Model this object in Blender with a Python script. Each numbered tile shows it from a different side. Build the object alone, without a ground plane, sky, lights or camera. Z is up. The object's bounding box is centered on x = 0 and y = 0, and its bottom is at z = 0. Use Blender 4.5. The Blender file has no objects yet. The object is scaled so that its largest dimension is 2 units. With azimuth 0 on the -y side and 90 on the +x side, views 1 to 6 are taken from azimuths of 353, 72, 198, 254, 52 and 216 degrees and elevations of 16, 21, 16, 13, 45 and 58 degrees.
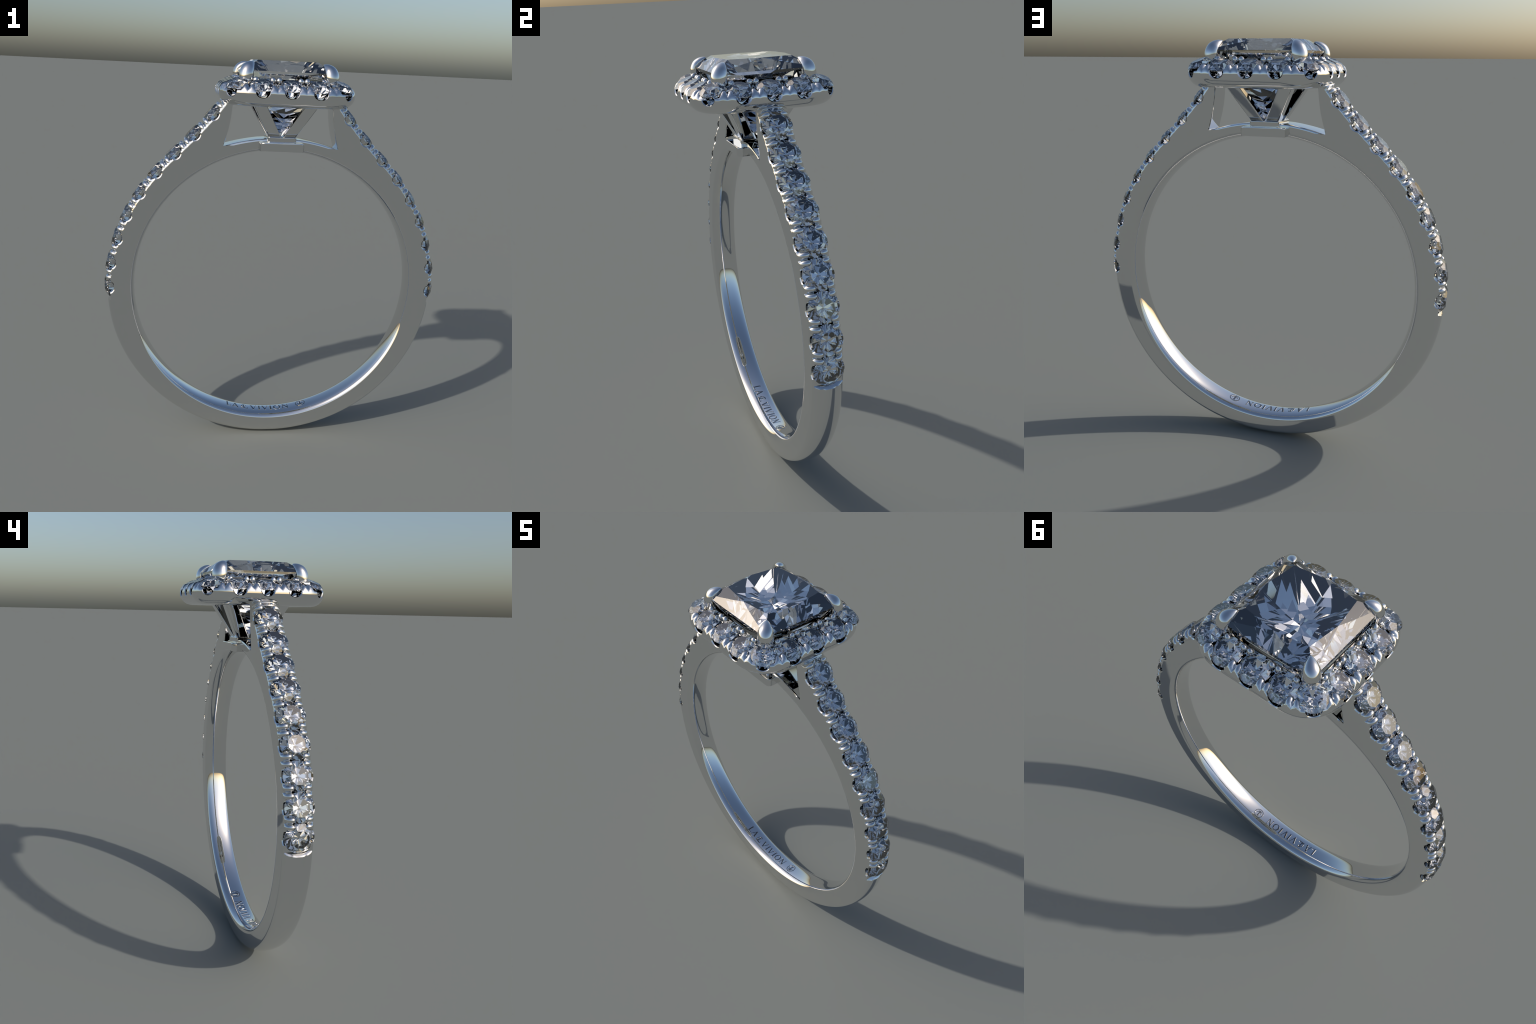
"""Halo engagement ring: polished white-gold shank with nine round stones on each
shoulder, a rounded-square halo of sixteen stones, and a square-cut centre stone
held by four claws on a basket of slanting posts."""
import bpy, bmesh, math
import numpy as np
from mathutils import Vector, Matrix

# ------------------------------------------------------------------ sizes (m)
CENTRE_Z = 0.8425         # centre of the finger hole
R_IN = 0.7258             # finger hole, crest of the comfort-fit curve
HALF_W = 0.068            # half width of the band
IN_DROP, OUT_DROP = 0.034, 0.030   # rounding of the inner / outer face at the rims
STONE_R = 0.0665          # shoulder stones
HALO_STONE_R = 0.0615
SKEL = 0.150              # the halo is a square of this half side, offset outwards

root = bpy.data.objects.new("engagement_ring", None)
bpy.context.scene.collection.objects.link(root)
root["label"] = "white gold halo ring with square centre diamond and pave shoulders"
root["category"] = "ring"


# ------------------------------------------------------------------ materials
def metal(name, colour, rough, grain=0.0):
    m = bpy.data.materials.new(name)
    m.use_nodes = True
    nt = m.node_tree
    b = nt.nodes["Principled BSDF"]
    b.inputs["Metallic"].default_value = 1.0
    b.inputs["Base Color"].default_value = (*colour, 1)
    tc = nt.nodes.new("ShaderNodeTexCoord")
    nz = nt.nodes.new("ShaderNodeTexNoise")
    nz.inputs["Scale"].default_value = 9.0
    nz.inputs["Detail"].default_value = 2.0
    mr = nt.nodes.new("ShaderNodeMapRange")
    mr.inputs["To Min"].default_value = max(rough - grain, 0.0)
    mr.inputs["To Max"].default_value = rough + grain
    nt.links.new(tc.outputs["Object"], nz.inputs["Vector"])
    nt.links.new(nz.outputs["Fac"], mr.inputs["Value"])
    nt.links.new(mr.outputs["Result"], b.inputs["Roughness"])
    return m


def glass(name, colour, ior):
    m = bpy.data.materials.new(name)
    m.use_nodes = True
    b = m.node_tree.nodes["Principled BSDF"]
    b.inputs["Base Color"].default_value = (*colour, 1)
    b.inputs["Roughness"].default_value = 0.0
    b.inputs["IOR"].default_value = ior
    b.inputs["Transmission Weight"].default_value = 1.0
    return m


GOLD = metal("polished_white_gold", (0.79, 0.79, 0.785), 0.02, 0.01)
DARK = metal("painted_groove_shade", (0.16, 0.165, 0.175), 0.25, 0.05)  # metal darkened to show light lost inside deep cuts; strokes are thin inlays
DIAMOND = glass("diamond", (0.97, 0.98, 1.0), 2.4)


# ------------------------------------------------------------------ helpers
def add(name, mesh, parent=root, mat=None, matrix=None):
    ob = bpy.data.objects.new(name, mesh)
    bpy.context.scene.collection.objects.link(ob)
    ob.parent = parent
    if mat and not mesh.materials:
        mesh.materials.append(mat)
    if matrix is not None:
        ob.matrix_local = matrix
    return ob


def mesh_from(verts, faces, name):
    me = bpy.data.meshes.new(name)
    me.from_pydata([tuple(map(float, v)) for v in verts], [], faces)
    bm = bmesh.new()
    bm.from_mesh(me)
    bmesh.ops.remove_doubles(bm, verts=bm.verts, dist=1e-6)
    bmesh.ops.dissolve_degenerate(bm, edges=bm.edges, dist=1e-6)
    bmesh.ops.recalc_face_normals(bm, faces=bm.faces)
    bm.to_mesh(me)
    bm.free()
    return me


def smooth(me, angle=35):
    me.shade_smooth()
    me.set_sharp_from_angle(angle=math.radians(angle))


def spline(pts, n):
    """Smooth curve through control points (natural cubic on chord length), n even samples."""
    p = np.array(pts, float)
    t = np.concatenate([[0], np.cumsum(np.linalg.norm(np.diff(p, axis=0), axis=1))])
    k = len(t)
    A, B, h = np.eye(k), np.zeros_like(p), np.diff(t)
    for i in range(1, k - 1):
        A[i, i - 1], A[i, i], A[i, i + 1] = h[i - 1], 2 * (h[i - 1] + h[i]), h[i]
        B[i] = 6 * ((p[i + 1] - p[i]) / h[i] - (p[i] - p[i - 1]) / h[i - 1])
    M = np.linalg.solve(A, B)

    def at(s):
        s = np.atleast_1d(s)
        i = np.clip(np.searchsorted(t, s, "right") - 1, 0, k - 2)
        a, b, hh = (t[i + 1] - s)[:, None], (s - t[i])[:, None], h[i][:, None]
        return (M[i] * a ** 3 + M[i + 1] * b ** 3) / (6 * hh) + (p[i] / hh - M[i] * hh / 6) * a + (p[i + 1] / hh - M[i + 1] * hh / 6) * b
    fine = at(np.linspace(0, t[-1], 4000))
    arc = np.concatenate([[0], np.cumsum(np.linalg.norm(np.diff(fine, axis=0), axis=1))])
    even = np.linspace(0, arc[-1], n)
    return np.stack([np.interp(even, arc, fine[:, j]) for j in range(p.shape[1])], 1)


def loft(rings, closed=False, caps=True):
    """Faces that join rings of equal vertex count."""
    n, m = len(rings), len(rings[0])
    verts = [v for r in rings for v in r]
    faces = []
    for i in range(n if closed else n - 1):
        j = (i + 1) % n
        for k in range(m):
            l = (k + 1) % m
            faces.append((i * m + k, i * m + l, j * m + l, j * m + k))
    if caps and not closed:
        faces.append(tuple(range(m))[::-1])
        faces.append(tuple((n - 1) * m + k for k in range(m)))
    return verts, faces


def cylinder(a, b, r0, r1, seg=40):
    """Verts and faces of a (tapered) cylinder from a to b."""
    a, b = Vector(a), Vector(b)
    q = (b - a).to_track_quat("Z", "Y").to_matrix()
    ring = lambda c, r: [tuple(c + q @ Vector((r * math.cos(t), r * math.sin(t), 0))) for t in np.arange(seg) * math.tau / seg]
    return loft([ring(a, r0), ring(b, r1)])


def lathe(a, axis, rows, seg=40):
    """Solid of revolution about axis from a: rows of (height, radius)."""
    a, axis = Vector(a), Vector(axis).normalized()
    q = axis.to_track_quat("Z", "Y").to_matrix()
    return loft([[tuple(a + q @ Vector((r * math.cos(t), r * math.sin(t), h))) for t in np.arange(seg) * math.tau / seg] for h, r in rows])


def join(parts):
    verts, faces = [], []
    for v, f in parts:
        o = len(verts)
        verts += list(v)
        faces += [tuple(i + o for i in g) for g in f]
    return verts, faces


def cut(ob, parts):
    cutter = add("cutter", mesh_from(*join(parts), "cutter"), None)
    mod = ob.modifiers.new("cut", "BOOLEAN")
    mod.operation, mod.solver, mod.object = "DIFFERENCE", "EXACT", cutter
    mod.use_self = True
    dg = bpy.context.evaluated_depsgraph_get()
    new = bpy.data.meshes.new_from_object(ob.evaluated_get(dg))
    ob.modifiers.clear()
    old, ob.data = ob.data, new
    bpy.data.meshes.remove(old)
    bpy.data.objects.remove(cutter)
    return ob


def weighted(ob, angle=35):
    smooth(ob.data, angle)
    mod = ob.modifiers.new("even_normals", "WEIGHTED_NORMAL")
    mod.keep_sharp, mod.mode, mod.weight = True, "FACE_AREA", 60
    dg = bpy.context.evaluated_depsgraph_get()
    new = bpy.data.meshes.new_from_object(ob.evaluated_get(dg), preserve_all_data_layers=True, depsgraph=dg)
    ob.modifiers.clear()
    ob.data = new
    # dead flat faces keep their own normal right to their edges
    nor = [v.vector.copy() for v in new.corner_normals]
    for p in new.polygons:
        if max(map(abs, p.normal)) > .99995:
            for i in p.loop_indices:
                nor[i] = p.normal.copy()
    new.normals_split_custom_set(nor)


# ------------------------------------------------------------------ shank profile
# outer line of one shoulder as seen from the front (x, z), from the bottom up to the halo
def polar(deg, r):
    t = math.radians(deg)
    return (r * math.sin(t), .838 - r * math.cos(t))


OUTER = [polar(-20, .840), polar(0, .838), polar(15, .8405), polar(30, .8455), polar(45, .8515), polar(60, .8575), polar(75, .8628), polar(88, .8655),
         (.8650, .940), (.8460, 1.025), (.815, 1.138), (.767, 1.250), (.700, 1.362), (.613, 1.473), (.518, 1.571), (.424, 1.668), (.3365, 1.7705), (.314, 1.800), (.302, 1.817)]
_o = spline(OUTER, 3000)
_o = _o[np.argmin(np.abs(_o[:, 0]) + (_o[:, 1] > .3)):]
_o[0] = (0.0, _o[0, 1])
_s = np.concatenate([[0], np.cumsum(np.linalg.norm(np.diff(_o, axis=0), axis=1))])
S_END = _s[-1]


def outer_at(s):
    return np.array([np.interp(s, _s, _o[:, 0]), np.interp(s, _s, _o[:, 1])])


def outer_normal(s):
    if s < .004:
        return np.array([0.0, -1.0])
    d = outer_at(min(s + .004, S_END)) - outer_at(max(s - .004, 0))
    d /= np.linalg.norm(d)
    return np.array([d[1], -d[0]])


def arc_near(x, z):
    return _s[np.argmin(np.hypot(_o[:, 0] - x, _o[:, 1] - z))]


# stones run evenly from the one near the halo to the one beside the finger hole
S_FIRST, S_LAST = arc_near(.360, 1.752), arc_near(.864, .845)
STONE_S = np.linspace(S_FIRST, S_LAST, 9)
PITCH = (S_FIRST - S_LAST) / 8
S_TOP = S_FIRST + .074      # pave bed between these
LOBE = .0165                                        # half width of one prong hump
BED = .015                                          # depth of the pave bed

GAPS = [(STONE_S[i] + STONE_S[i + 1]) / 2 for i in range(8)][::-1] + [S_FIRST + PITCH / 2]


def inner_drop(y):
    """Comfort-fit curve of the inner face: flat crest, quick fall at the rims (y from -1 to 1)."""
    return IN_DROP * (1 - max(0, 1 - abs(y) ** 2.5) ** .4)


CORNER = np.array([.287, 1.586])       # lower outer corner of the side window
WINDOW_TOP = np.array([.247, 1.805])
BRIDGE_TOP, BRIDGE_R = 1.616, 0.794


# ------------------------------------------------------------------ shank mesh
def build_shank():
    nin, nout, nst = 20, 24, 5
    s_join = arc_near(.452, 1.640)
    body_s = np.unique(np.concatenate([np.linspace(0, S_LAST - .085, 84), np.linspace(S_LAST - .085, S_LAST, 22), np.linspace(S_LAST, s_join, 330), [g for g in GAPS if g < s_join]]))
    horn_s = np.unique(np.concatenate([np.linspace(s_join, S_END, 90)[1:], [g for g in GAPS if g > s_join], [S_TOP]]))
    horn_s = horn_s[(horn_s > s_join) & (horn_s <= S_END)]
    yo = np.cos(np.linspace(math.pi, 0, nout))      # -1 .. 1
    yi = np.cos(np.linspace(math.pi, 0, nin))

    gaps = GAPS

    def bed(s):
        """How far the rim lies below the outer line: two humps with a groove between neighbouring stones."""
        if s > S_TOP:
            return 0.0
        if s < S_LAST:        # sloping end bar below the last stone
            return .021 * float(np.clip((s - S_LAST + .080) / .016, 0, 1))
        u = min(abs(s - g) for g in gaps)
        if s > gaps[-1]:
            return BED * (S_TOP - s) / (S_TOP - gaps[-1])
        return BED * min(1, ((u - LOBE) / LOBE) ** 2)

    def outer_chain(s, m):
        """Outer face from y=-w to y=+w, rounded towards the rims."""
        o, d = outer_at(s), bed(s)
        n = outer_normal(s)
        out = []
        for y in yo:
            drop, w = OUT_DROP * (1 - math.sqrt(max(0, 1 - y * y))), abs(y) ** 5
            h = max(drop, d) if s < S_LAST else drop + d * (1 - w) + .009 * w * min(1, (s - S_LAST) / .02)
            out.append((o[0] - n[0] * h, HALF_W * y, o[1] - n[1] * h))
        return out

    def inner_chain(phi):
        """Comfort-fit inner face at polar angle phi from the bottom."""
        out = []
        for y in yi:
            r = R_IN + inner_drop(y)
            out.append((r * math.sin(phi), HALF_W * y, CENTRE_Z - r * math.cos(phi)))
        return out

    def strip(p, towards):
        """Flat window face across the band, with a soft edge."""
        bev = .010
        row = []
        for y, k in ((-1, 1), (-.955, .3), (-.84, 0), (.84, 0), (.955, .3), (1, 1)):
            row.append((p[0] + towards[0] * bev * k, HALF_W * y, p[1] + towards[1] * bev * k))
        return row[1:-1]

    phi_corner = math.radians(161.0)
    verts, faces = [], []

    def put(chain):
        i = len(verts)
        verts.extend(chain)
        return list(range(i, i + len(chain)))

    for sx in (1, -1):
        prev = None
        half = []
        for s in body_s:
            o = outer_at(s)
            phi_o = math.atan2(o[0], CENTRE_Z - o[1])
            k = min(1, max(0, (s - .55 * s_join) / (.45 * s_join)))
            k = k * k * (3 - 2 * k)
            phi_end = math.atan2(outer_at(s_join)[0], CENTRE_Z - outer_at(s_join)[1])
            phi_i = phi_o + (phi_corner - phi_end) * k
            ic, oc = inner_chain(phi_i), outer_chain(s, None)
            a, b = np.array(ic[0])[[0, 2]], np.array(oc[0])[[0, 2]]
            half.append((ic, oc, a, b, k))
        a, b = half[-1][2:4]
        d = b - a
        fit = np.linalg.solve(np.array([[d[0], -d[1]], [d[1], d[0]]]), CORNER - a)   # corner in the frame of the last section
        half = [(ic, oc, a + (b - a) * (.4 + (fit[0] - .4) * k) + np.array((-(b - a)[1], (b - a)[0])) * fit[1] * k) for ic, oc, a, b, k in half]
        rows = []
        for ic, oc, mid in half:
            loop = ic + [(mid[0], HALF_W, mid[1])] + oc[::-1] + [(mid[0], -HALF_W, mid[1])]
            rows.append(put([(sx * x, y, z) for x, y, z in loop]))
        for r0, r1 in zip(rows, rows[1:]):
            m = len(r0)
            for i in range(m):
                j = (i + 1) % m
                faces.append((r0[i], r0[j], r1[j], r1[i]))
        last = rows[-1]
        inn, mr, outc, ml = last[:nin], last[nin], last[nin + 1:-1], last[-1]
        w_dir = (WINDOW_TOP - CORNER) / np.linalg.norm(WINDOW_TOP - CORNER)
        corner_strip = put([(sx * x, y, z) for x, y, z in strip(CORNER, (0, 0))])
        # horn: from the corner up to the halo
        ring0 = [mr] + outc + [ml] + corner_strip
        for s in horn_s:
            t = (s - s_join) / (S_END - s_join)
            bow = np.array([-.009, 0]) * math.sin(math.pi * t)
            m = CORNER + (WINDOW_TOP - CORNER) * t + bow
            oc = outer_chain(s, None)
            soft = .010 * min(1, t * 8)
            loop = [(m[0] + soft, HALF_W, m[1])] + oc[::-1] + [(m[0] + soft, -HALF_W, m[1])] + strip(m, (soft / .010, 0))
            ring1 = put([(sx * x, y, z) for x, y, z in loop])
            for i in range(len(ring0)):
                j = (i + 1) % len(ring0)
                faces.append((ring0[i], ring0[j], ring1[j], ring1[i]))
            ring0 = ring1
        faces.append(tuple(ring0))
        if sx == 1:
            right = (inn, mr, corner_strip, ml)
        else:
            left = (inn, mr, corner_strip, ml)
    # bridge under the head
    ring0 = right[0] + [right[1]] + right[2][::-1] + [right[3]]
    steps = 48
    for i in range(1, steps + 1):
        t = i / steps
        if i == steps:
            ring1 = left[0] + [left[1]] + left[2][::-1] + [left[3]]
        else:
            phi = phi_corner + (math.tau - 2 * phi_corner) * t
            psi0 = math.atan2(CORNER[0], CORNER[1] - CENTRE_Z)
            psi = psi0 * (1 - 2 * t)
            rc = math.hypot(CORNER[0], CORNER[1] - CENTRE_Z)
            px = rc * math.sin(psi)
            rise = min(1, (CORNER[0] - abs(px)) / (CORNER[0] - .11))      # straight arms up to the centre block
            arc = rc + (BRIDGE_R - rc) * min(1, min(t, 1 - t) * 3)
            chord = CORNER[1] + (BRIDGE_TOP - CORNER[1]) * rise
            p = np.array([px, chord + .75 * (CENTRE_Z + arc * math.cos(psi) - chord)])
            down = -np.array([math.sin(psi), math.cos(psi)]) * min(1, min(t, 1 - t) * 12)
            loop = inner_chain(phi) + [(p[0] + down[0] * .010, HALF_W, p[1] + down[1] * .010)] + strip(p, down)[::-1] + [(p[0] + down[0] * .010, -HALF_W, p[1] + down[1] * .010)]
            ring1 = put(loop)
        for a in range(len(ring0)):
            b = (a + 1) % len(ring0)
            faces.append((ring0[a], ring0[b], ring1[b], ring1[a]))
        ring0 = ring1
    return add("shank", mesh_from(verts, faces, "shank"), root, GOLD)


shank = build_shank()


# ------------------------------------------------------------------ stones
def cut_stone(planes, size, name):
    """Convex stone: what remains of a block after grinding off each plane (normal, point)."""
    bm = bmesh.new()
    bmesh.ops.create_cube(bm, size=size)
    for no, co in planes:
        geom = bm.verts[:] + bm.edges[:] + bm.faces[:]
        r = bmesh.ops.bisect_plane(bm, geom=geom, dist=1e-7, plane_co=co, plane_no=no, clear_outer=True)
        edges = [e for e in r["geom_cut"] if isinstance(e, bmesh.types.BMEdge)]
        if len(edges) > 2:
            bmesh.ops.contextual_create(bm, geom=edges)
    bmesh.ops.remove_doubles(bm, verts=bm.verts, dist=size * 2e-5)
    bmesh.ops.recalc_face_normals(bm, faces=bm.faces)
    me = bpy.data.meshes.new(name)
    bm.to_mesh(me)
    bm.free()
    me.materials.append(DIAMOND)
    return me


def facet(az, tilt, point, up=True):
    """Plane whose outward normal leans `tilt` degrees from the axis at azimuth az."""
    a, t = math.radians(az), math.radians(tilt)
    return (Vector((math.sin(t) * math.cos(a), math.sin(t) * math.sin(a), math.cos(t) * (1 if up else -1))), Vector(point))


def round_brilliant(name):
    """Unit radius, girdle at z = 0."""
    at = lambda az, r, z: (r * math.cos(math.radians(az)), r * math.sin(math.radians(az)), z)
    g = .025
    P = [(Vector((0, 0, 1)), Vector((0, 0, g + .300)))]
    P += [facet(a, 90, at(a, 1, 0)) for a in np.arange(32) * 11.25]
    P += [facet(a, 34.5, at(a, 1, g)) for a in np.arange(8) * 45]
    P += [facet(a, 41, at(a, .995, g)) for a in np.arange(16) * 22.5 + 11.25]
    P += [facet(a, 22, at(a, .590, g + .300)) for a in np.arange(8) * 45 + 22.5]
    P += [facet(a, 40.8, at(a, 1, -g), False) for a in np.arange(8) * 45]
    P += [facet(a, 42.2, at(a, .997, -g), False) for a in np.arange(16) * 22.5 + 11.25]
    return cut_stone(P, 4, name)


def square_cut(name):
    """Princess cut in place: table at z = 2, girdle near 1.94, culet near 1.65."""
    P = [(Vector((0, 0, 1)), Vector((0, 0, 2.0))), ]
    g1, g0, h = 1.951, 1.939, .2165
    for k in range(4):
        a = 90 * k
        c, s = round(math.cos(math.radians(a))), round(math.sin(math.radians(a)))
        q = lambda r, z: (r * c, r * s, z)
        d = lambda r, z: (r * (c - s) * .7071, r * (s + c) * .7071, z)
        P.append(facet(a, 90, q(h, g1)))
        P.append(facet(a + 45, 90, d(h * 1.4142 - .012, g1)))
        P.append(facet(a, 43.6, q(h, g1)))
        P.append(facet(a, 41.6, q(.164, 2.0)))
        P.append(facet(a + 7.8, 30.5, q(.164, 2.0)))
        P.append(facet(a - 7.8, 30.5, q(.164, 2.0)))
        P.append(facet(a, 65.6, q(h, g0), False))
        # nested chevrons: (turn from the side's axis, tilt, height where the plane meets the stone's axis)
        for turn, tilt, z in ((4.9, 58.4, 1.5727), (9.0, 54.8, 1.6017), (16.4, 49.4, 1.6283), (24.0, 44.6, 1.643), (32.7, 39.8, 1.650)):
            P.append(facet(a + turn, tilt, (0, 0, z), False))
            P.append(facet(a - turn, tilt, (0, 0, z), False))
    return cut_stone([(n, c - Vector((0, 0, 1.9))) for n, c in P], 1.2, name)


centre = add("square_stone", square_cut("square_stone"), root, matrix=Matrix.Translation((0, 0, 1.9)))
brilliant = round_brilliant("round_stone")


def stone_matrix(p, axis, r, spin=0.0):
    q = Vector(axis).normalized().to_track_quat("Z", "Y").to_matrix().to_4x4()
    return Matrix.Translation(p) @ q @ Matrix.Rotation(spin, 4, "Z") @ Matrix.Scale(r, 4)


def seat(p, axis, r):
    """Cutter for the bed of a stone: bore above the girdle, cone below."""
    return lathe(p, axis, [(-.98 * r, .02 * r), (-.10 * r, 1.0 * r), (-.04 * r, 1.012 * r), (1.2 * r, 1.012 * r)], 48)


# a small rounded prong, base at the origin, tip up the z axis (unit radius, length 2.6)
def prong_mesh():
    rows = [(-2.6, .96), (-1.6, 1.0), (-.8, 1.0)]
    rows += [(-.8 + 1.15 * math.sin(t), math.cos(t)) for t in np.linspace(0.12, math.pi / 2 - .02, 9)]
    me = mesh_from(*lathe((0, 0, 0), (0, 0, 1), rows, 24), "prong")
    smooth(me, 50)
    me.materials.append(GOLD)
    return me


PRONG = prong_mesh()


def prong(tip, base, r, wide=None, parent=root):
    """Prong whose rounded end reaches tip, standing towards base."""
    tip, base = Vector(tip), Vector(base)
    d = (tip - base).normalized()
    q = d.to_track_quat("Z", "Y").to_matrix().to_4x4()
    c = tip - d * (.35 * r)
    return add("prong", PRONG, parent, matrix=Matrix.Translation(c) @ q @ Matrix.Scale(r, 4))


def rim_prong_mesh():
    """Prong that rises flush with a side wall (y = HALF_W) and bends inwards over the stone (tip at z = 0)."""
    r = .0140
    path = spline([(.0525, -.048), (.0525, -.042), (.0522, -.033), (.0490, -.0240), (.0435, -.0185), (.0385, -.0160), (.0340, -.0155)], 16)
    end = [path[-1] + np.array((-1, .03)) * r * .95 * math.sin(t) for t in np.linspace(.15, math.pi / 2 - .03, 7)]
    rad = [r] * 16 + [r * math.cos(t) for t in np.linspace(.15, math.pi / 2 - .03, 7)]
    path = np.vstack([path, end])
    rings = []
    for i in range(len(path)):
        d = path[min(i + 1, len(path) - 1)] - path[max(i - 1, 0)]
        d /= np.linalg.norm(d)
        n = np.array((d[1], -d[0]))
        rings.append([(rad[i] * math.cos(a), *(path[i] + n * rad[i] * math.sin(a))) for a in np.arange(20) * math.tau / 20])
    me = mesh_from(*loft(rings), "prong")
    smooth(me, 60)
    me.materials.append(GOLD)
    return me


RIM_PRONG = rim_prong_mesh()


def rim_prong(p, out, up):
    """p: point above the wall where the prong's top lies, out: towards the wall, up: away from the metal."""
    out, up = Vector(out).normalized(), Vector(up).normalized()
    m = Matrix((out.cross(up), out, up)).transposed().to_4x4()
    return add("prong", RIM_PRONG, root, matrix=Matrix.Translation(Vector(p)) @ m)


def u_profile(r, top):
    """Outline of a U-shaped notch of half width r, open upwards."""
    return [(-r, top)] + [(math.cos(a) * r, math.sin(a) * r) for a in np.linspace(math.pi, math.tau, 21)] + [(r, top)]


# ------------------------------------------------------------------ shoulder stones, notches, prongs
cutters, shoulder = [], []
for sx in (1, -1):
    P3 = lambda s, h, y: (sx * (outer_at(s)[0] + outer_normal(s)[0] * h), y, outer_at(s)[1] + outer_normal(s)[1] * h)
    N3 = lambda s: (sx * outer_normal(s)[0], 0, outer_normal(s)[1])
    for i, s in enumerate(STONE_S):
        girdle = P3(s, -.0160, 0)
        add("round_stone", brilliant, root, matrix=stone_matrix(girdle, N3(s), STONE_R))
        cutters.append(seat(girdle, N3(s), STONE_R))
        # U-shaped notch through both rims
        n, t = np.array(N3(s)), np.array((-outer_normal(s)[1] * sx, 0, outer_normal(s)[0]))
        base = np.array(P3(s, -.0115, 0))
        cutters.append(loft([[tuple(base + t * u + n * v + np.array((0, y, 0))) for u, v in u_profile(r, .05)]
                             for y, r in ((-.09, .0385), (-.0688, .0385), (-.0640, .0325), (.0640, .0325), (.0688, .0385), (.09, .0385))]))
    for g in GAPS[:-1]:        # dark cleft between neighbouring stones
        n, t = np.array(N3(g)), np.array((-outer_normal(g)[1] * sx, 0, outer_normal(g)[0]))
        base = np.array(P3(g, 0, 0))
        cutters.append(loft([[tuple(base + t * u + n * v + np.array((0, y, 0))) for u, v in ((-.004, -.052), (.004, -.052), (.006, .03), (-.006, .03))] for y in (-.031, .031)]))
    for g in GAPS:
        for e in (1, -1):
            for side in (1, -1):
                if g > S_FIRST and e > 0:
                    continue
                s = g + e * LOBE
                rim_prong(P3(s, .0022, 0), (0, side, 0), N3(s))
cut(shank, cutters)
weighted(shank, 32)


# ------------------------------------------------------------------ halo
# humps of the halo rim, measured along each side (m) or round each corner (degrees)
SIDE_HUMPS, CORNER_HUMPS = (-.0825, -.0495, .0495, .0825), (11.4, 23.0, 67.0, 78.6)
RIM_TOP, HALO_D = 1.8935, .1755


def rim_top(u=None, angle=None):
    """Height of the halo's outer rim at a place along its loop."""
    if angle is None:
        t = [abs(u - h) / LOBE for h in SIDE_HUMPS] + [(SKEL + math.radians(11.4) * HALO_D - abs(u)) / .018]
    else:
        t = [abs(math.radians(angle - h)) * HALO_D / .018 for h in CORNER_HUMPS]
    return RIM_TOP - .015 * min(1, min(t) ** 2)


def halo_section(top):
    """(distance from the skeleton square, z) once round the section; the rim bends inwards below `top`."""
    wall = spline([(.1755, 1.853), (.1748, 1.839), (.1680, 1.8225), (.1565, 1.8085), (.141, 1.7980), (.122, 1.7930)], 16)
    base = [(.115, 1.7922), (.031, 1.7922), (.026, 1.794), (.024, 1.798), (.045, 1.845), (.054, 1.890), (.057, 1.902), (.063, 1.907), (.073, 1.905)]
    slope = [(.101, 1.879), (.126, top - .010)]
    bend = [(HALO_D - .040 + .040 * math.sin(t), 1.853 + (top - 1.853) * math.cos(t)) for t in np.linspace(.08, math.pi / 2 - .12, 12)]
    return [tuple(p) for p in wall] + base + slope + bend


def build_halo():
    rings = []
    for k in range(4):
        c, s = round(math.cos(k * math.pi / 2)), round(math.sin(k * math.pi / 2))
        for u in np.linspace(-SKEL, SKEL, 121)[:-1]:
            rings.append([(c * (SKEL + d) - s * u, s * (SKEL + d) + c * u, z) for d, z in halo_section(rim_top(u=u))])
        for a in np.linspace(0, 90, 91)[:-1]:
            ca, sa = math.cos(math.radians(a)), math.sin(math.radians(a))
            rings.append([(c * (SKEL + d * ca) - s * (SKEL + d * sa), s * (SKEL + d * ca) + c * (SKEL + d * sa), z) for d, z in halo_section(rim_top(angle=a))])
    return add("halo", mesh_from(*loft(rings, closed=True), "halo"), root, GOLD)


halo = build_halo()
HALO_TILT = math.radians(22)
cutters = []


def halo_frame(k, u):
    """Point on the skeleton side k at u along it (corners beyond SKEL), and the outward direction."""
    c, s = round(math.cos(k * math.pi / 2)), round(math.sin(k * math.pi / 2))
    rot = lambda x, y: Vector((x * c - y * s, x * s + y * c, 0))
    if isinstance(u, str):      # angle round the corner in degrees
        t = math.radians(float(u))
        return rot(SKEL, SKEL), rot(math.cos(t), math.sin(t))
    return rot(SKEL, u), rot(1, 0)


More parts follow.
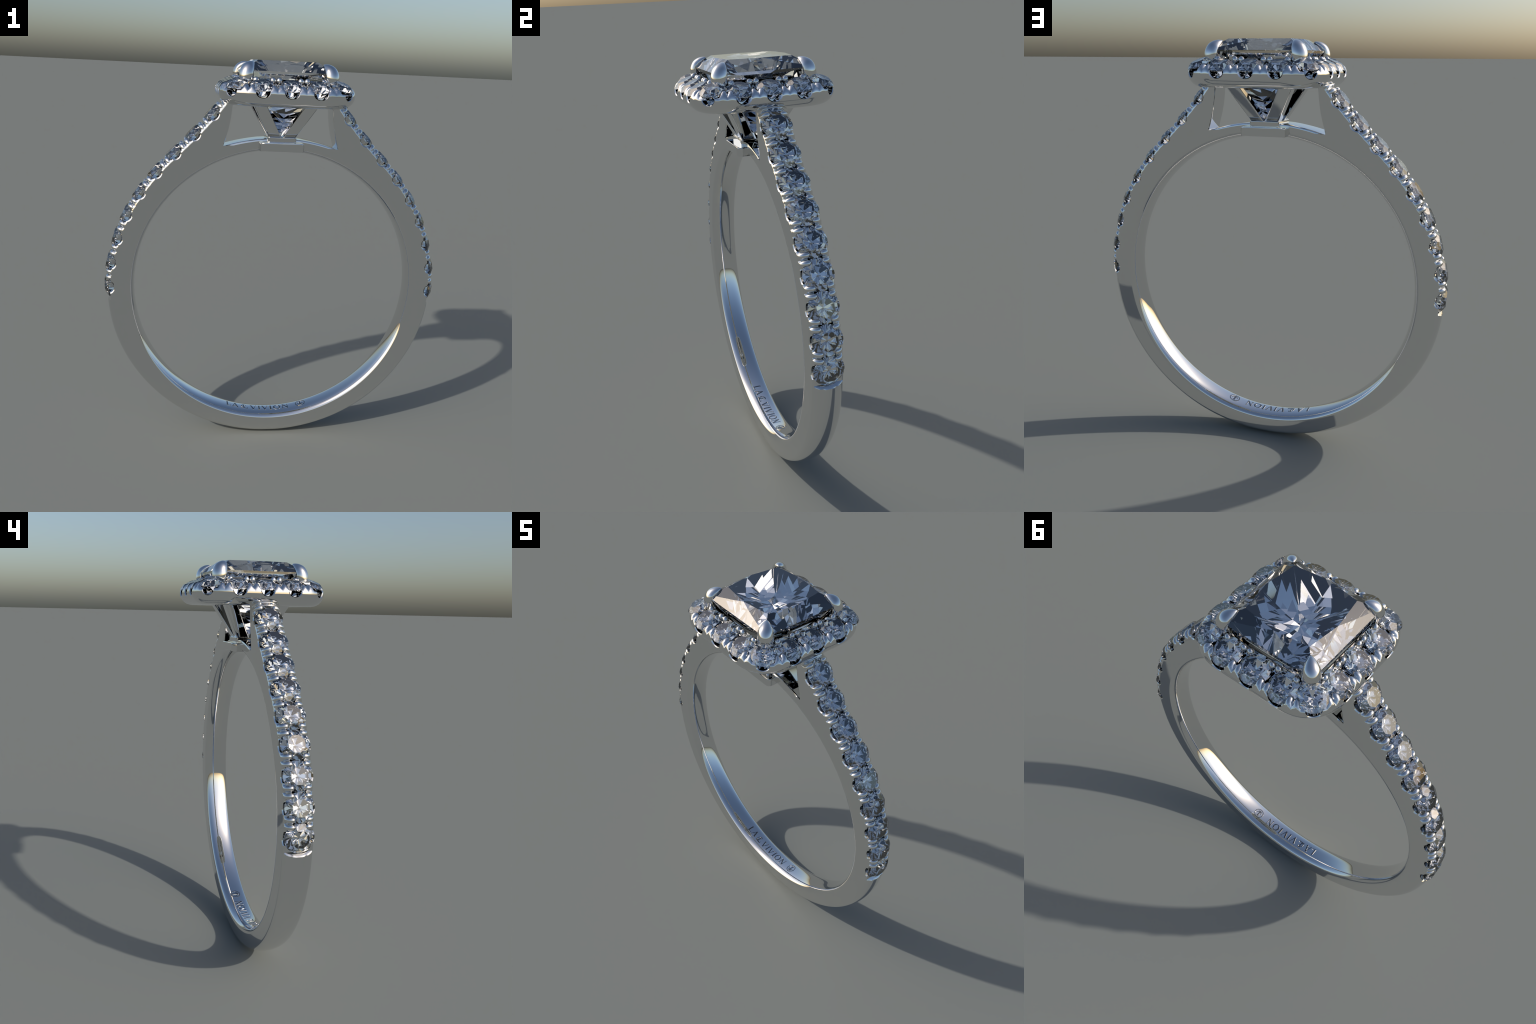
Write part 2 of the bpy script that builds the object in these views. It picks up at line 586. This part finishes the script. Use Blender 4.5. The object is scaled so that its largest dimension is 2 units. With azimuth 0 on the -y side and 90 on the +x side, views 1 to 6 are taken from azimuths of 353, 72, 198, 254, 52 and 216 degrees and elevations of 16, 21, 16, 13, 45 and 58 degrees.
for k in range(4):
    for u in (-.1325, 0.0, .1325, "45"):
        p, n = halo_frame(k, u)
        corner = u == "45"
        d, z = (.129, 1.891) if corner else (.1200, 1.886)
        r = .0575 if corner else HALO_STONE_R
        axis = n * math.sin(HALO_TILT) + Vector((0, 0, math.cos(HALO_TILT)))
        g = p + n * d + Vector((0, 0, z))
        add("round_stone", brilliant, root, matrix=stone_matrix(g, axis, r))
        cutters.append(seat(g, axis, r))
        t = Vector((0, 0, 1)).cross(n)
        cutters.append(loft([[tuple(p + n * o + t * a + Vector((0, 0, 1.866 + b))) for a, b in u_profile(q, .06)]
                             for o, q in ((d, .031), (HALO_D - .005, .031), (HALO_D + .0006, .0365), (.24, .0365))]))
    for u in (-.066, .066, "17", "73"):      # clefts between the halo stones
        p, n = halo_frame(k, u)
        t = Vector((0, 0, 1)).cross(n)
        lo, hi = (.088, .142) if not isinstance(u, str) else (.095, .145)
        cutters.append(loft([[tuple(p + n * o + t * a + Vector((0, 0, b))) for a, b in ((-.004, 1.845), (.004, 1.845), (.005, 1.95), (-.005, 1.95))] for o in (lo, hi)]))
    for u in (*SIDE_HUMPS, *map(str, CORNER_HUMPS)):
        p, n = halo_frame(k, u)
        rim_prong(p + n * (HALO_D - HALF_W) + Vector((0, 0, RIM_TOP)), n, (0, 0, 1))
    for u in (-.158, -.080, -.0505, .0505, .080, .158):
        p, n = halo_frame(k, u)
        prong(p + n * .0830 + Vector((0, 0, 1.925)), p + n * .070 + Vector((0, 0, 1.87)), .0150)
cut(halo, cutters)
weighted(halo, 32)


# ------------------------------------------------------------------ head: base, posts, claws
def rounded_box(hx, hy, z0, z1, corner, bevel, name, arch=None):
    """Plate with rounded corners and softened rims; arch bends its z along a circle."""
    rows = []
    rim = [(bevel, z0), (bevel * .3, z0 + bevel * .3), (0, z0 + bevel), (0, z1 - bevel), (bevel * .3, z1 - bevel * .3), (bevel, z1)]
    for inset, z in rim:
        ring = []
        for k in range(4):
            for i in range(7):
                t = math.pi / 2 * (k + i / 6)
                cx = (hx - corner) * (1 if k in (0, 3) else -1)
                cy = (hy - corner) * (1 if k in (0, 1) else -1)
                x, y = cx + (corner - inset) * math.cos(t), cy + (corner - inset) * math.sin(t)
                ring.append((x, y, z - (arch - math.sqrt(arch * arch - x * x) if arch else 0)))
        rows.append(ring)
    me = mesh_from(*loft(rows), name)
    return me


def finish(me, angle=40):
    smooth(me, angle)
    return me


basket = bpy.data.objects.new("basket", None)
bpy.context.scene.collection.objects.link(basket)
basket.parent = root
ob = add("base_block", rounded_box(.111, .115, 1.5765, 1.619, .025, .005, "base_block", arch=.76), basket, GOLD)
weighted(ob, 40)
ob = add("base_plate", rounded_box(.072, .086, 1.610, 1.638, .012, .003, "base_plate"), basket, GOLD)
weighted(ob, 40)

for sx in (1, -1):
    for sy in (1, -1):
        half, bev = .0315, .007
        prof = []
        for k, (a, b) in enumerate(((1, 1), (-1, 1), (-1, -1), (1, -1))):
            for i in range(4):
                t = math.pi / 2 * (k + i / 3)
                prof.append((a * (half - bev) + bev * math.cos(t), b * (half - bev) + bev * math.sin(t)))
        rings = []
        for cx, cy, z, f in ((.031, .044, 1.630, 1), (.115, .121, 1.777, 1), (.183, .185, 1.900, 1), (.186, .188, 1.915, .85)):
            rings.append([(sx * cx + u * f, sy * cy + v * f, z) for u, v in prof])
        ob = add("post", mesh_from(*loft(rings), "post"), basket, GOLD)
        weighted(ob, 40)
        # claw: swells over the corner of the stone and narrows to a tip
        e = Vector((sx, sy, 0)).normalized()
        t = Vector((0, 0, 1)).cross(e)
        path = spline([(.276, 1.890), (.280, 1.920), (.280, 1.941), (.272, 1.960), (.258, 1.974), (.243, 1.985), (.233, 1.991)], 20)
        wid = np.interp(np.linspace(0, 1, 20), [0, .2, .4, .6, .8, .93, 1], [.034, .0365, .0375, .034, .022, .010, .001])
        thick = np.interp(np.linspace(0, 1, 20), [0, .2, .4, .6, .8, .93, 1], [.035, .038, .036, .030, .019, .009, .001])
        rings = []
        for i in range(20):
            tan = path[min(i + 1, 19)] - path[max(i - 1, 0)]
            tan /= np.linalg.norm(tan)
            nor = np.array((tan[1], -tan[0]))      # outward/upward
            ring = []
            for a in np.arange(24) * math.tau / 24:
                o = path[i] + nor * thick[i] * math.sin(a) * (1 if math.sin(a) > 0 else .6)
                ring.append(tuple(e * o[0] + Vector((0, 0, o[1])) + t * (wid[i] * math.cos(a))))
            rings.append(ring)
        add("claw", finish(mesh_from(*loft(rings), "claw"), 60), root, GOLD)


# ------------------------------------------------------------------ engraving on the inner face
# each letter: strokes (x0, y0, x1, y1, thickness) in a box of height 1
LETTERS = {
    "L": (.62, [(.16, 0, .16, 1, .17), (.04, .03, .6, .03, .07), (.04, .97, .3, .97, .06), (.58, 0, .58, .22, .06)]),
    "A": (.86, [(.08, 0, .42, 1, .07), (.42, 1, .76, 0, .17), (.2, .33, .62, .33, .06), (0, .03, .2, .03, .06), (.62, .03, .86, .03, .06)]),
    "&": (1.0, [(.05, .12, .95, .05, .12), (.45, .1, .45, .95, .12), (.15, .3, .45, .15, .09), (.12, .3, .12, .62, .1), (.12, .62, .35, .9, .09), (.35, .93, .68, .93, .09), (.66, .93, .7, .7, .07), (.45, .55, .66, .55, .07), (.93, .05, .93, .3, .06)]),
    "V": (.84, [(.08, 1, .42, 0, .17), (.42, 0, .76, 1, .07), (0, .97, .22, .97, .06), (.64, .97, .84, .97, .06)]),
    "I": (.34, [(.17, 0, .17, 1, .17), (.03, .03, .31, .03, .06), (.03, .97, .31, .97, .06)]),
    "O": (.94, [(.47 + .40 * math.cos(a), .5 + .47 * math.sin(a), .47 + .40 * math.cos(a + .42), .5 + .47 * math.sin(a + .42), .07 + .10 * abs(math.cos(a + .2))) for a in np.arange(16) * math.tau / 16]),
    "N": (.92, [(.14, 0, .14, 1, .07), (.14, 1, .78, 0, .17), (.78, 0, .78, 1, .07), (0, .97, .22, .97, .06), (.04, .03, .26, .03, .06), (.68, .97, .9, .97, .06)]),
}
EMBLEM = [(.5 + .5 * math.cos(a), .5 + .5 * math.sin(a), .5 + .5 * math.cos(a + .27), .5 + .5 * math.sin(a + .27), .07) for a in np.arange(24) * math.tau / 24]
EMBLEM += [(.5, .16, .5, .86, .12), (.32, .2, .68, .2, .07), (.22, .5, .34, .28, .07), (.34, .28, .5, .34, .07), (.78, .5, .66, .28, .07), (.66, .28, .5, .34, .07), (.36, .8, .64, .8, .07)]


def engraved(name, strokes, x0, y0, height):
    """Strokes wrapped on the inner crest of the band; x runs along the arc, y across it."""
    parts = []
    for j, (ax, ay, bx, by, th) in enumerate(strokes):
        a, b = np.array((ax, ay)), np.array((bx, by))
        d = (b - a) / np.linalg.norm(b - a)
        w = np.array((-d[1], d[0])) * th * .56
        steps = 4
        rings = []
        for i in range(steps + 1):
            c = a + (b - a) * i / steps
            ring = []
            for q, lift in ((c - w * 1.45, -.0008), (c + w * 1.45, -.0008), (c + w * 1.05, .0010 + .0001 * (j % 5)), (c - w * 1.05, .0010 + .0001 * (j % 5))):
                u, y = x0 + q[0] * height, y0 + q[1] * height
                phi = u / R_IN
                r = R_IN + inner_drop(y / HALF_W) - lift
                ring.append((r * math.sin(phi), y, CENTRE_Z - r * math.cos(phi)))
            rings.append(ring)
        parts.append(loft(rings))
    me = mesh_from(*join(parts), name)
    me.materials.append(DARK)
    me.materials.append(GOLD)
    for p in me.polygons:      # raised top coloured dark like a shaded groove floor, slanting edges in gold
        inward = Vector((-p.center.x, 0, CENTRE_Z - p.center.z)).normalized()
        p.material_index = 0 if p.normal.dot(inward) > .93 else 1
    return add(name, me, shank)


H_TEXT = .042
x = math.radians(-17.6) * R_IN
widths = {c: LETTERS[c][0] for c in LETTERS}
total = sum(widths[c] for c in "LA&VIVION") * H_TEXT
gap = (math.radians(28.2) * R_IN - total) / 9.4
for c in "LA&VIVION":
    engraved("letter", LETTERS[c][1], x, -.0215, H_TEXT)
    x += widths[c] * H_TEXT + gap * (1.7 if c in "A&" else 1)
engraved("emblem", EMBLEM, math.radians(13.9) * R_IN, -.026, .052)
